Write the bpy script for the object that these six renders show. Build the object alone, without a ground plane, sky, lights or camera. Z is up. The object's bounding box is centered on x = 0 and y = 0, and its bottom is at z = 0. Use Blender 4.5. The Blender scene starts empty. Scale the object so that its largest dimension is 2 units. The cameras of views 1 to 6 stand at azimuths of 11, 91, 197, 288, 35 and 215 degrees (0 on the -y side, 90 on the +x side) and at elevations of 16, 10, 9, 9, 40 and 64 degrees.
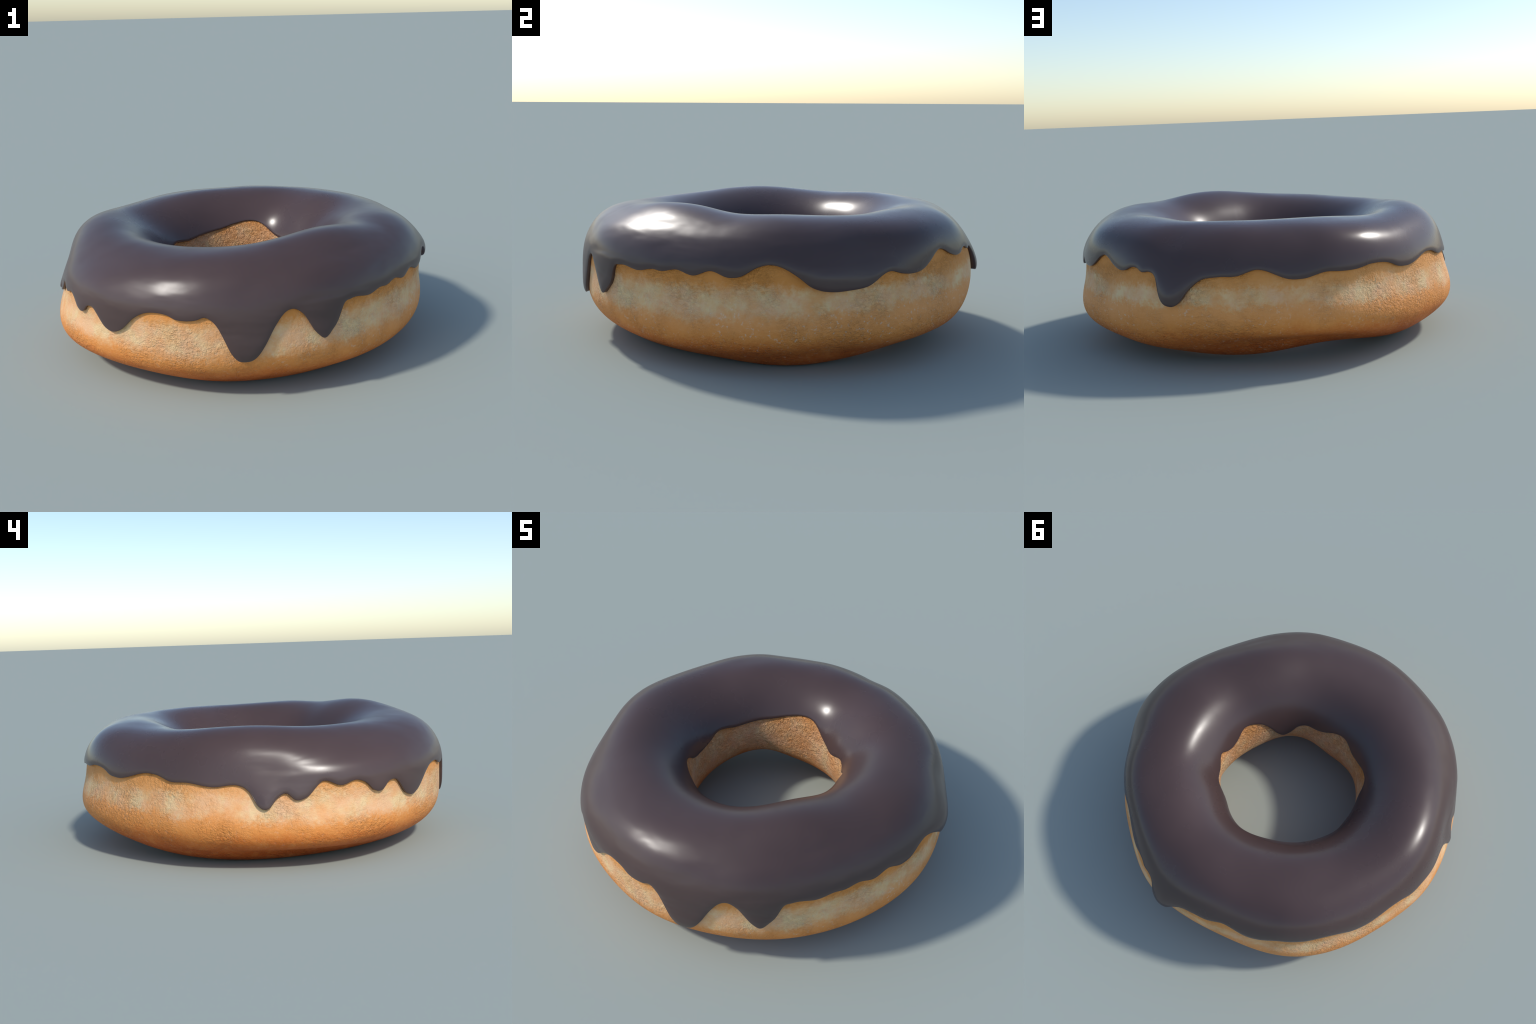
"""Ring doughnut half dipped in dark chocolate glaze.

The dough is a ring swept round the z axis: at every azimuth its cross-section
is the same rounded outline (SECTION), stretched between an outer radius, a hole
radius, a bottom and a top height, and made uneven by a few slow swells.
The glaze is a thin closed shell that lies on the dough from a dripping outer
edge, over the top, down to a wavy edge inside the hole.

Azimuth 0 stands on the -y axis, 90 on +x.  The angle around a cross-section is
0 at the outer wall, 90 on top, 180 in the hole, 270 underneath.
"""
import bpy
import numpy as np
from math import pi, radians

# ----------------------------------------------------------------- the shape
# evenly spaced stations round the ring
OUTER_EDGE = [
    (0, 15.1), (2.5, 16.9), (5, 11.3), (9.4, -14.5), (10.9, -18.3), (13.8, -18.5), (15.6, -15.1), (17.6, -7.2),
    (20, 5.5), (22.5, 14.6), (25, 16.8), (27.5, 12.5), (31.6, -5.2), (33.8, -9.8), (36.2, -5), (37.8, 0.2),
    (40, 13.5), (42.5, 15.9), (50, 15.2), (55, 18.1), (57.5, 17.8), (62.5, 20.5), (67.5, 18.1), (72.5, 21.9),
    (77.5, 18), (80, 18.4), (85, 24.4), (87.5, 25.6), (90, 24.5), (95, 17.4), (97.5, 12.2), (100, 9.4),
    (102.5, 8.4), (107.5, 9.4), (112.5, 12.3), (120, 24.9), (124, 23), (128.5, 22.8), (132.5, 25.1), (136, 30.5),
    (139, 35.6), (141.5, 37.8), (144.5, 36.1), (148, 31.3), (152.5, 27.3), (155, 27.5), (157.5, 30.1), (160, 29.8),
    (162.5, 26.1), (165, 26.2), (167.5, 21.5), (170, 4.3), (172.5, -0.2), (175, 1.8), (177.5, 10.9), (180, 16.9),
    (185, 19.6), (190, 19.8), (195, 24.1), (205, 15.2), (207.5, 15.2), (214, 19.2), (218, 18.4), (222.5, 18.7),
    (227.5, 21.6), (235, 19.7), (237.5, 16.7), (241, 15.8), (255, 25), (257.5, 24.5), (262.5, 20.1), (267.5, 20.4),
    (275, 17.4), (282.5, 18.7), (285, 13.4), (287.5, 0.3), (290, -1.8), (292.5, 7.3), (295, 11.4), (297.5, 5),
    (300, 6.6), (305, 19.9), (310, 15.2), (315, 17.8), (317.5, 14.5), (320, 7.6), (322.5, 6.7), (325, 13.2),
    (327.5, 13.8), (332.5, -0.7), (335, -2.7), (337.5, -0), (342.5, 13), (345, 17.1), (350, 19.2), (352.5, 18.1),
    (355, 15.1),
]
INNER_EDGE = [
    (0, 160.6), (6, 165.5), (12, 168.3), (24, 168.9), (30, 173.1), (36, 183.1), (42, 187.8), (48, 180.3),
    (54, 169), (60, 160.4), (72, 152.4), (78, 152.2), (90, 162), (96, 163), (102, 158.7), (108, 150.9),
    (120, 157.3), (132, 153.9), (150, 161.3), (162, 158.2), (180, 145.7), (186, 145.5), (198, 149.9), (210, 156.4),
    (222, 159.8), (240, 161.2), (258, 155.4), (270, 160), (282, 160.7), (294, 155.5), (300, 148.1), (306, 145.3),
    (312, 147.2), (324, 155.3), (330, 157.7), (348, 153.3), (354, 155.7),
]
OUTER_RADIUS = [0.975, 0.957, 0.948, 0.936, 0.937, 0.946, 0.948, 0.966, 0.955, 0.960, 0.930, 0.920, 0.950, 0.946, 0.936, 0.956, 0.954, 0.969, 0.976, 0.973]
HOLE_RADIUS = [0.372, 0.380, 0.376, 0.365, 0.363, 0.364, 0.368, 0.383, 0.369, 0.378, 0.379, 0.376, 0.382, 0.381, 0.377, 0.371, 0.368, 0.365, 0.376, 0.378]
TOP_HEIGHT = [0.631, 0.651, 0.668, 0.664, 0.651, 0.663, 0.638, 0.605, 0.600, 0.611, 0.627, 0.630, 0.635, 0.633, 0.616, 0.610, 0.611, 0.610, 0.614, 0.617]
BOTTOM_HEIGHT = [-0.003, 0.004, 0.004, -0.005, 0.001, 0.011, 0.025, 0.028, 0.025, 0.017, 0.025, 0.041, 0.066, 0.055, 0.033, 0.017, 0.002, 0.001, 0.004, -0.000]
SECTION = [1.005, 1.050, 1.075, 1.035, 0.994, 0.963, 0.967, 0.963, 0.968, 0.964, 0.971, 0.996, 1.001, 1.111]
WOBBLE = [
    # 1 swell(s) per turn
    [0.000, 0.032, -0.022, -0.028, -0.033, -0.024, -0.014, 0.015, 0.031, 0.032, 0.014, 0.000, 0.007, 0.010],
    [-0.011, 0.017, 0.004, 0.000, 0.014, 0.021, 0.020, 0.012, 0.006, 0.002, -0.014, -0.003, 0.005, -0.028],
    # 2 swell(s) per turn
    [0.031, 0.034, 0.004, -0.004, 0.014, 0.016, 0.012, 0.025, 0.014, -0.015, 0.009, -0.030, -0.027, -0.027],
    [0.007, 0.022, -0.022, -0.043, -0.030, -0.005, 0.009, 0.031, 0.024, -0.010, 0.008, 0.024, 0.016, 0.009],
    # 3 swell(s) per turn
    [-0.015, -0.012, 0.013, -0.011, -0.004, -0.010, -0.003, 0.012, -0.001, -0.011, -0.007, 0.017, 0.033, -0.000],
    [-0.006, -0.025, 0.011, 0.035, 0.022, 0.013, 0.003, -0.000, -0.008, 0.004, 0.003, -0.017, 0.012, -0.013],
    # 4 swell(s) per turn
    [0.030, 0.025, 0.017, -0.005, -0.027, -0.026, -0.014, -0.000, 0.023, 0.014, -0.004, 0.027, 0.001, -0.015],
    [0.010, -0.007, -0.004, -0.000, -0.003, -0.010, -0.005, -0.019, -0.006, -0.000, -0.010, 0.020, -0.023, 0.011],
    # 5 swell(s) per turn
    [-0.018, -0.024, 0.015, 0.015, 0.015, 0.010, 0.001, 0.003, 0.010, 0.002, 0.004, -0.021, -0.012, -0.000],
    [0.005, 0.003, -0.009, -0.019, -0.017, -0.011, -0.011, -0.012, -0.003, 0.010, -0.002, 0.001, 0.012, 0.008],
]

# thick round beads where the glaze ran and set:
# (azimuth, half width in degrees, extra thickness)
BEADS = [
    (12.7, 6, 0.006), (33.8, 5, 0.005), (104, 8, 0.014), (173, 6, 0.024),
    (203, 9, 0.004), (289.5, 5, 0.010), (298.5, 4, 0.004), (321, 4, 0.005), (335, 6, 0.004),
]
# broad swellings (+) and dents (-) of the glaze round its shoulder:
# (azimuth, section angle, half widths of both, height)
LUMPS = [
    (29, 33, 10, 18, 0.007), (57, 33, 11, 15, -0.006), (95, 16, 14, 15, 0.026),
    (103, 27, 7, 15, 0.006), (115, 42, 7, 16, -0.009), (138, 50, 10, 18, 0.005),
    (170, 52, 6, 16, -0.008), (189, 56, 9, 16, 0.008), (209, 49, 6, 14, -0.005),
    (239, 50, 9, 15, -0.004), (290, 35, 8, 14, -0.007), (331, 26, 6, 12, 0.004),
    (316, 45, 6, 10, -0.003), (54, 54, 11, 5, -0.0022), (346, 36, 8, 6, -0.0018),
]
GLAZE = 0.016          # plain thickness of the glaze


def spline_ring(values, x):
    """Smooth closed curve through evenly spaced values; x in turns (0..1)."""
    v = np.asarray(values, float)
    n = len(v)
    a = 4 * np.eye(n) + np.roll(np.eye(n), 1, 0) + np.roll(np.eye(n), -1, 0)
    m = np.linalg.solve(a, 6 * (np.roll(v, 1) - 2 * v + np.roll(v, -1)))
    x = np.mod(x, 1.0) * n
    i = np.floor(x).astype(int) % n
    t = x - np.floor(x)
    j = (i + 1) % n
    return (v[i] * (1 - t) + v[j] * t
            + ((1 - t) ** 3 - (1 - t)) / 6 * m[i] + (t ** 3 - t) / 6 * m[j])


def edge_curve(points, azimuth):
    """Closed smooth cubic through (azimuth, angle) points, in radians."""
    p = sorted(points)
    x = np.array([p[-2][0] - 360, p[-1][0] - 360] + [a for a, _ in p] + [p[0][0] + 360, p[1][0] + 360], float)
    y = np.array([p[-2][1], p[-1][1]] + [b for _, b in p] + [p[0][1], p[1][1]], float)
    h = np.diff(x)
    d = np.diff(y) / h
    s = np.zeros(len(x))
    s[1:-1] = (d[:-1] * h[1:] + d[1:] * h[:-1]) / (h[:-1] + h[1:])
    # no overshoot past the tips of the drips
    for k in range(1, len(x) - 1):
        cap = 3 * min(abs(d[k - 1]), abs(d[k]))
        s[k] = np.clip(s[k], -cap - 0.5, cap + 0.5)
    q = np.degrees(azimuth) % 360
    k = np.clip(np.searchsorted(x, q, side="right") - 1, 0, len(h) - 1)
    t = (q - x[k]) / h[k]
    return np.radians((2 * t**3 - 3 * t**2 + 1) * y[k] + (t**3 - 2 * t**2 + t) * h[k] * s[k]
                      + (3 * t**2 - 2 * t**3) * y[k + 1] + (t**3 - t**2) * h[k] * s[k + 1])


def section(az, ang):
    """Radius and height of the dough at azimuth az, section angle ang."""
    turn = az / (2 * pi)
    out = spline_ring(OUTER_RADIUS, turn)
    hole = spline_ring(HOLE_RADIUS, turn)
    top = spline_ring(TOP_HEIGHT, turn)
    low = spline_ring(BOTTOM_HEIGHT, turn)
    rho = spline_ring(SECTION, ang / (2 * pi))
    for k in range(len(WOBBLE) // 2):
        rho = rho + spline_ring(WOBBLE[2 * k], ang / (2 * pi)) * np.cos((k + 1) * az)
        rho = rho + spline_ring(WOBBLE[2 * k + 1], ang / (2 * pi)) * np.sin((k + 1) * az)
    r = (out + hole) / 2 + rho * np.cos(ang) * (out - hole) / 2
    z = low + (0.5 + 0.5 * rho * np.sin(ang)) * (top - low)
    z = 0.5 * (z + np.sqrt(z * z + 0.005 ** 2)) - 0.0005     # it rests flat on the table
    return r, z


def surface(az, ang, lift=0.0):
    """Points of the dough surface lifted by `lift` along the section normal."""
    r, z = section(az, ang)
    r1, z1 = section(az, ang - 2e-3)
    r2, z2 = section(az, ang + 2e-3)
    dr, dz = r2 - r1, z2 - z1
    n = np.hypot(dr, dz)
    r = r + lift * dz / n
    z = z - lift * dr / n
    return np.stack([r * np.sin(az), -r * np.cos(az), z], -1)


# ------------------------------------------------------------- mesh builders
def grid_mesh(name, pts, material):
    """Closed grid (both ways) of points [round the ring, round the section]."""
    n, m = pts.shape[:2]
    i, j = np.meshgrid(np.arange(n), np.arange(m), indexing="ij")
    i2, j2 = (i + 1) % n, (j + 1) % m
    quads = np.stack([i * m + j, i2 * m + j, i2 * m + j2, i * m + j2], -1).reshape(-1, 4)
    mesh = bpy.data.meshes.new(name)
    mesh.vertices.add(n * m)
    mesh.vertices.foreach_set("co", pts.reshape(-1))
    mesh.loops.add(quads.size)
    mesh.loops.foreach_set("vertex_index", quads.reshape(-1).astype(np.int32))
    mesh.polygons.add(len(quads))
    mesh.polygons.foreach_set("loop_start", np.arange(0, quads.size, 4, dtype=np.int32))
    mesh.polygons.foreach_set("use_smooth", np.ones(len(quads), dtype=bool))
    mesh.update(calc_edges=True)
    mesh.validate()
    mesh.materials.append(material)
    ob = bpy.data.objects.new(name, mesh)
    bpy.context.scene.collection.objects.link(ob)
    return ob


def build_dough(material):
    az = np.linspace(0, 2 * pi, 901)[:-1]
    ang = np.linspace(0, 2 * pi, 281)[:-1]
    a, b = np.meshgrid(az, ang, indexing="ij")
    return grid_mesh("dough", surface(a, b), material)


def smooth(x):
    x = np.clip(x, 0, 1)
    return x * x * (3 - 2 * x)


def build_glaze(material):
    n = 1440
    az = np.linspace(0, 2 * pi, n + 1)[:-1]
    lo = edge_curve(OUTER_EDGE, az)
    hi = edge_curve(INNER_EDGE, az)
    # rows crowd towards the two lips
    s = np.linspace(0, 1, 150)
    s = s - 0.13 * np.sin(2 * pi * s)
    a = np.repeat(az[:, None], len(s), 1)
    b = lo[:, None] + (hi - lo)[:, None] * s[None, :]
    base = surface(a, b)

    # true distance from each point to the nearest piece of either edge
    dist = []
    for edge, reach in ((base[:, 0], 36), (base[:, -1], 36)):
        d = np.full(a.shape, 9.0)
        for k in range(-reach, reach + 1):
            d = np.minimum(d, np.linalg.norm(base - np.roll(edge, k, 0)[:, None, :], axis=-1))
        dist.append(d)

    thick = np.full(a.shape, GLAZE)
    for where, half, extra in BEADS:
        off = (np.degrees(a) - where + 180) % 360 - 180
        run = smooth((radians(34) - b) / radians(38))      # grows down the outer wall
        thick += extra * np.exp(-(off / half) ** 2) * run
    for where, height, half_az, half_ang, extra in LUMPS:
        off = (np.degrees(a) - where + 180) % 360 - 180
        thick += extra * np.exp(-(off / half_az) ** 2 - ((np.degrees(b) - height) / half_ang) ** 2)
    thick += 0.004 * smooth((radians(36) - b) / radians(40))   # it piles up towards the lip
    thick = np.maximum(thick, 0.004)
    thick_in = GLAZE * 0.85
    # the shell ends in a blunt lip with a rounded shoulder
    lip = 0.66 + 0.34 * np.sqrt(1 - (1 - np.clip(dist[0] / (1.6 * thick), 0, 1)) ** 2)
    lip_in = 0.6 + 0.4 * np.sqrt(1 - (1 - np.clip(dist[1] / 0.016, 0, 1)) ** 2)
    lift = thick * lip
    lift = np.where(s[None, :] > 0.5, thick_in + (thick - thick_in) * smooth((1 - s[None, :]) * 3), lift)
    lift = np.where(s[None, :] > 0.5, lift * lip_in, lift)
    outer = surface(a, b, lift - 0.001)
    # the underside sinks a little into the dough, so the shell is closed
    back = np.linspace(1, 0, 40)
    b2 = lo[:, None] + (hi - lo)[:, None] * (0.004 + 0.992 * back[None, :])
    under = surface(np.repeat(az[:, None], len(back), 1), b2, -0.006)
    return grid_mesh("glaze", np.concatenate([outer, under], 1), material)


# ----------------------------------------------------------------- materials
class Nodes:
    def __init__(self, name):
        self.mat = bpy.data.materials.new(name)
        self.mat.use_nodes = True
        self.tree = self.mat.node_tree
        self.tree.nodes.clear()
        self.out = self.add("ShaderNodeOutputMaterial")
        self.bsdf = self.add("ShaderNodeBsdfPrincipled")
        self.link(self.bsdf.outputs[0], self.out.inputs[0])
        self.coord = self.add("ShaderNodeTexCoord").outputs["Object"]

    def add(self, kind, **props):
        n = self.tree.nodes.new(kind)
        for k, v in props.items():
            setattr(n, k, v)
        return n

    def link(self, a, b):
        self.tree.links.new(a, b)

    def put(self, socket, value):
        if isinstance(value, bpy.types.NodeSocket):
            self.link(value, socket)
        else:
            socket.default_value = value

    def math(self, op, a, b=0.0, c=0.0, clamp=False):
        n = self.add("ShaderNodeMath", operation=op, use_clamp=clamp)
        for sock, v in zip(n.inputs, (a, b, c)):
            self.put(sock, v)
        return n.outputs[0]

    def noise(self, scale, detail=4, rough=0.55, stretch=None, warp=0.0, shift=(0, 0, 0)):
        m = self.add("ShaderNodeMapping")
        self.link(self.coord, m.inputs["Vector"])
        m.inputs["Location"].default_value = shift
        if stretch:
            m.inputs["Scale"].default_value = stretch
        n = self.add("ShaderNodeTexNoise")
        self.link(m.outputs[0], n.inputs["Vector"])
        n.inputs["Scale"].default_value = scale
        n.inputs["Detail"].default_value = detail
        n.inputs["Roughness"].default_value = rough
        n.inputs["Distortion"].default_value = warp
        return n.outputs["Fac"]

    def ramp(self, fac, stops, ease="LINEAR"):
        n = self.add("ShaderNodeValToRGB")
        n.color_ramp.interpolation = ease
        e = n.color_ramp.elements
        while len(e) < len(stops):
            e.new(0.5)
        for el, (pos, col) in zip(e, stops):
            el.position = pos
            el.color = (*col, 1) if isinstance(col, tuple) else (col, col, col, 1)
        self.put(n.inputs[0], fac)
        return n.outputs[0]

    def mix(self, fac, a, b, kind="MIX"):
        n = self.add("ShaderNodeMix", data_type="RGBA", blend_type=kind)
        self.put(n.inputs[0], fac)
        for sock, v in ((n.inputs[6], a), (n.inputs[7], b)):
            self.put(sock, (*v, 1) if isinstance(v, tuple) else v)
        return n.outputs[2]

    def bump(self, height, strength, distance, normal=None):
        n = self.add("ShaderNodeBump")
        self.put(n.inputs["Height"], height)
        self.put(n.inputs["Strength"], strength)
        n.inputs["Distance"].default_value = distance
        if normal:
            self.link(normal, n.inputs["Normal"])
        return n.outputs[0]


def glaze_material():
    m = Nodes("chocolate_glaze")
    tone = m.noise(2.2, 3)
    col = m.ramp(tone, [(0.3, (0.074, 0.046, 0.042)), (0.7, (0.085, 0.053, 0.049))])
    m.link(col, m.bsdf.inputs["Base Color"])
    m.put(m.bsdf.inputs["IOR"], 1.46)
    soft = m.bump(m.noise(3.5, 1, 0.4), 0.25, 0.02)
    # a few places where the glaze set in faint ripples
    xyz = m.add("ShaderNodeSeparateXYZ")
    m.link(m.coord, xyz.inputs[0])
    r = m.math("SQRT", m.math("MULTIPLY_ADD", xyz.outputs[0], xyz.outputs[0],
                              m.math("MULTIPLY", xyz.outputs[1], xyz.outputs[1])))
    front = m.math("DIVIDE", m.math("MULTIPLY_ADD", xyz.outputs[0], 0.34, m.math("MULTIPLY", xyz.outputs[1], -0.94)), r)
    calm = m.ramp(m.math("MULTIPLY_ADD", front, 0.5, m.noise(1.8, 1, shift=(4, 0, 2))), [(0.30, 0.08), (0.95, 0.75)])
    matt = m.math("MULTIPLY_ADD", m.math("SUBTRACT", m.noise(6, 3), 0.5), 0.16, m.math("MULTIPLY_ADD", front, 0.045, 0.292))
    m.link(matt, m.bsdf.inputs["Roughness"])
    calm = m.math("MULTIPLY", calm, m.ramp(r, [(0.60, 0.0), (0.80, 1.0)], "EASE"))
    ripple = m.noise(3.6, 1.6, 0.42, stretch=(1, 1, 3.2), warp=0.2)
    m.link(m.bump(ripple, calm, 0.014, soft), m.bsdf.inputs["Normal"])
    return m.mat


def dough_material():
    m = Nodes("fried_dough")
    xyz = m.add("ShaderNodeSeparateXYZ")
    m.link(m.coord, xyz.inputs[0])
    x, y, z = xyz.outputs[0], xyz.outputs[1], xyz.outputs[2]
    r = m.math("SQRT", m.math("MULTIPLY_ADD", x, x, m.math("MULTIPLY", y, y)))

    def towards(azimuth):
        """Cosine of the angle away from an azimuth, round the ring."""
        c = m.math("MULTIPLY_ADD", x, float(np.sin(radians(azimuth))),
                   m.math("MULTIPLY", y, -float(np.cos(radians(azimuth)))))
        return m.math("DIVIDE", c, r)

    def centred(n):
        return m.math("SUBTRACT", n, 0.5)

    slow = centred(m.noise(3.0, 2, shift=(3, 1, 0)))
    mid = centred(m.noise(9, 5, 0.6, shift=(0, 4, 2)))
    fine_raw = m.noise(60, 6, 0.65)
    fine = centred(fine_raw)
    level = m.math("MULTIPLY_ADD", slow, 0.05, z)
    level = m.math("MULTIPLY_ADD", mid, 0.09, level)
    level = m.math("MULTIPLY_ADD", fine, 0.09, level)
    inside = m.ramp(m.math("SUBTRACT", r, 0.0), [(0.50, 1.0), (0.60, 0.0)])

    # crust: browned red underneath, orange on the flank and under the glaze
    low = m.math("MULTIPLY_ADD", towards(235), -0.022, level)
    crust = m.ramp(low, [
        (0.00, (0.36, 0.068, 0.009)), (0.08, (0.50, 0.112, 0.016)), (0.135, (0.65, 0.185, 0.034)),
        (0.195, (0.75, 0.285, 0.070)), (0.27, (0.80, 0.345, 0.115)), (0.37, (0.75, 0.345, 0.115)),
        (0.44, (0.70, 0.275, 0.062))])
    # the pale ring where the dough floated above the frying fat
    centre = m.math("MULTIPLY_ADD", towards(165), 0.030, 0.325)
    width = m.math("MULTIPLY_ADD", towards(10), 0.016, 0.049)
    width = m.math("MULTIPLY_ADD", inside, 0.09, width)
    centre = m.math("MULTIPLY_ADD", inside, -0.02, centre)
    away = m.math("DIVIDE", m.math("ABSOLUTE", m.math("SUBTRACT", level, centre)), width)
    pale = m.ramp(m.math("MULTIPLY", away, 0.5), [(0.22, 1.0), (0.82, 0.0)], "EASE")
    cloud = m.ramp(m.noise(6, 5, 0.65, shift=(1, 7, 3)), [(0.36, 0.30), (0.56, 1.0)])
    pale = m.math("MULTIPLY", pale, cloud)
    pale_tone = m.ramp(m.noise(11, 4, 0.6, shift=(6, 2, 2)),
                       [(0.42, (0.79, 0.465, 0.25)), (0.60, (0.79, 0.550, 0.29))])
    crust = m.mix(pale, crust, pale_tone)
    blot = m.ramp(m.noise(17, 6, 0.72, shift=(1, 1, 5)), [(0.50, 0.0), (0.75, 1.0)])
    crust = m.mix(m.math("MULTIPLY", blot, 0.5), crust, (0.72, 0.29, 0.08))

    # leathery wrinkles: short curly grooves and pits, deeper in patches
    patch = m.ramp(m.noise(4.5, 3, shift=(5, 5, 5)), [(0.40, 0.12), (0.60, 1.0)])
    patch = m.math("MAXIMUM", patch, m.math("MULTIPLY", inside, 0.9))
    line = m.math("ABSOLUTE", centred(m.noise(56, 2, 0.6, warp=0.7)))
    line = m.ramp(line, [(0.0, 0.0), (0.10, 1.0)])
    gaps = m.ramp(m.noise(45, 3, shift=(8, 3, 1)), [(0.44, 1.0), (0.54, 0.0)])
    line = m.math("MAXIMUM", line, gaps)
    pit_noise = m.noise(64, 3, 0.6, shift=(2, 2, 2))
    pits = m.ramp(pit_noise, [(0.33, 0.0), (0.42, 1.0)])
    creases = m.ramp(m.math("ABSOLUTE", centred(m.noise(20, 4, 0.6, stretch=(1, 1, 2.6), shift=(0, 3, 0)))),
                     [(0.0, 0.0), (0.05, 1.0)])
    crumb = m.ramp(m.noise(52, 3, 0.6, warp=0.4, shift=(9, 0, 4)), [(0.38, 0.0), (0.60, 1.0)], "EASE")
    relief = m.math("MULTIPLY_ADD", line, 0.25, m.math("MULTIPLY", crumb, 0.50))
    relief = m.math("MULTIPLY_ADD", pits, 0.40, relief)
    relief = m.math("MULTIPLY_ADD", creases, 0.32, relief)
    relief = m.math("MULTIPLY_ADD", fine_raw, 0.34, relief)
    normal = m.bump(relief, m.math("MULTIPLY_ADD", inside, 0.25, m.math("MULTIPLY_ADD", patch, 0.62, 0.16)), 0.0076)
    m.link(normal, m.bsdf.inputs["Normal"])
    # sky light on upturned pit walls, painted as pale flecks low down
    sky_flecks = m.ramp(pit_noise, [(0.32, 1.0), (0.41, 0.0)])
    where = m.ramp(m.noise(5, 3, shift=(0, 0, 9)), [(0.38, 0.0), (0.56, 1.0)])
    flank = m.ramp(z, [(0.04, 0.3), (0.12, 1.0), (0.30, 1.0), (0.36, 0.0)])
    sky_flecks = m.math("MULTIPLY", m.math("MULTIPLY", sky_flecks, where), m.math("MULTIPLY", flank, 0.55))
    sky_flecks = m.math("MULTIPLY", sky_flecks, m.math("MULTIPLY_ADD", towards(130), 0.4, 0.6))
    crust = m.mix(sky_flecks, crust, (0.78, 0.60, 0.46))
    # the hole wall: deep orange below, crack shading painted in dark red-brown
    crease_shade = m.math("MULTIPLY", m.math("SUBTRACT", 1.0, m.math("MULTIPLY", line, crumb)), inside)
    crust = m.mix(m.math("MULTIPLY", crease_shade, 0.12), crust, (0.40, 0.12, 0.03))
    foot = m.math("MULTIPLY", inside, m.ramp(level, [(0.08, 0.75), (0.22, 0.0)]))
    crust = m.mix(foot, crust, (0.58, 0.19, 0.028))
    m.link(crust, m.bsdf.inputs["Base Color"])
    m.put(m.bsdf.inputs["Roughness"], 0.6)
    m.put(m.bsdf.inputs["Specular IOR Level"], 0.25)
    return m.mat


# -------------------------------------------------------------------- object
doughnut = bpy.data.objects.new("doughnut", None)
doughnut["label"] = "ring doughnut dipped in glossy dark chocolate glaze with drips"
doughnut["category"] = "doughnut"
bpy.context.scene.collection.objects.link(doughnut)
for part in (build_dough(dough_material()), build_glaze(glaze_material())):
    part.parent = doughnut
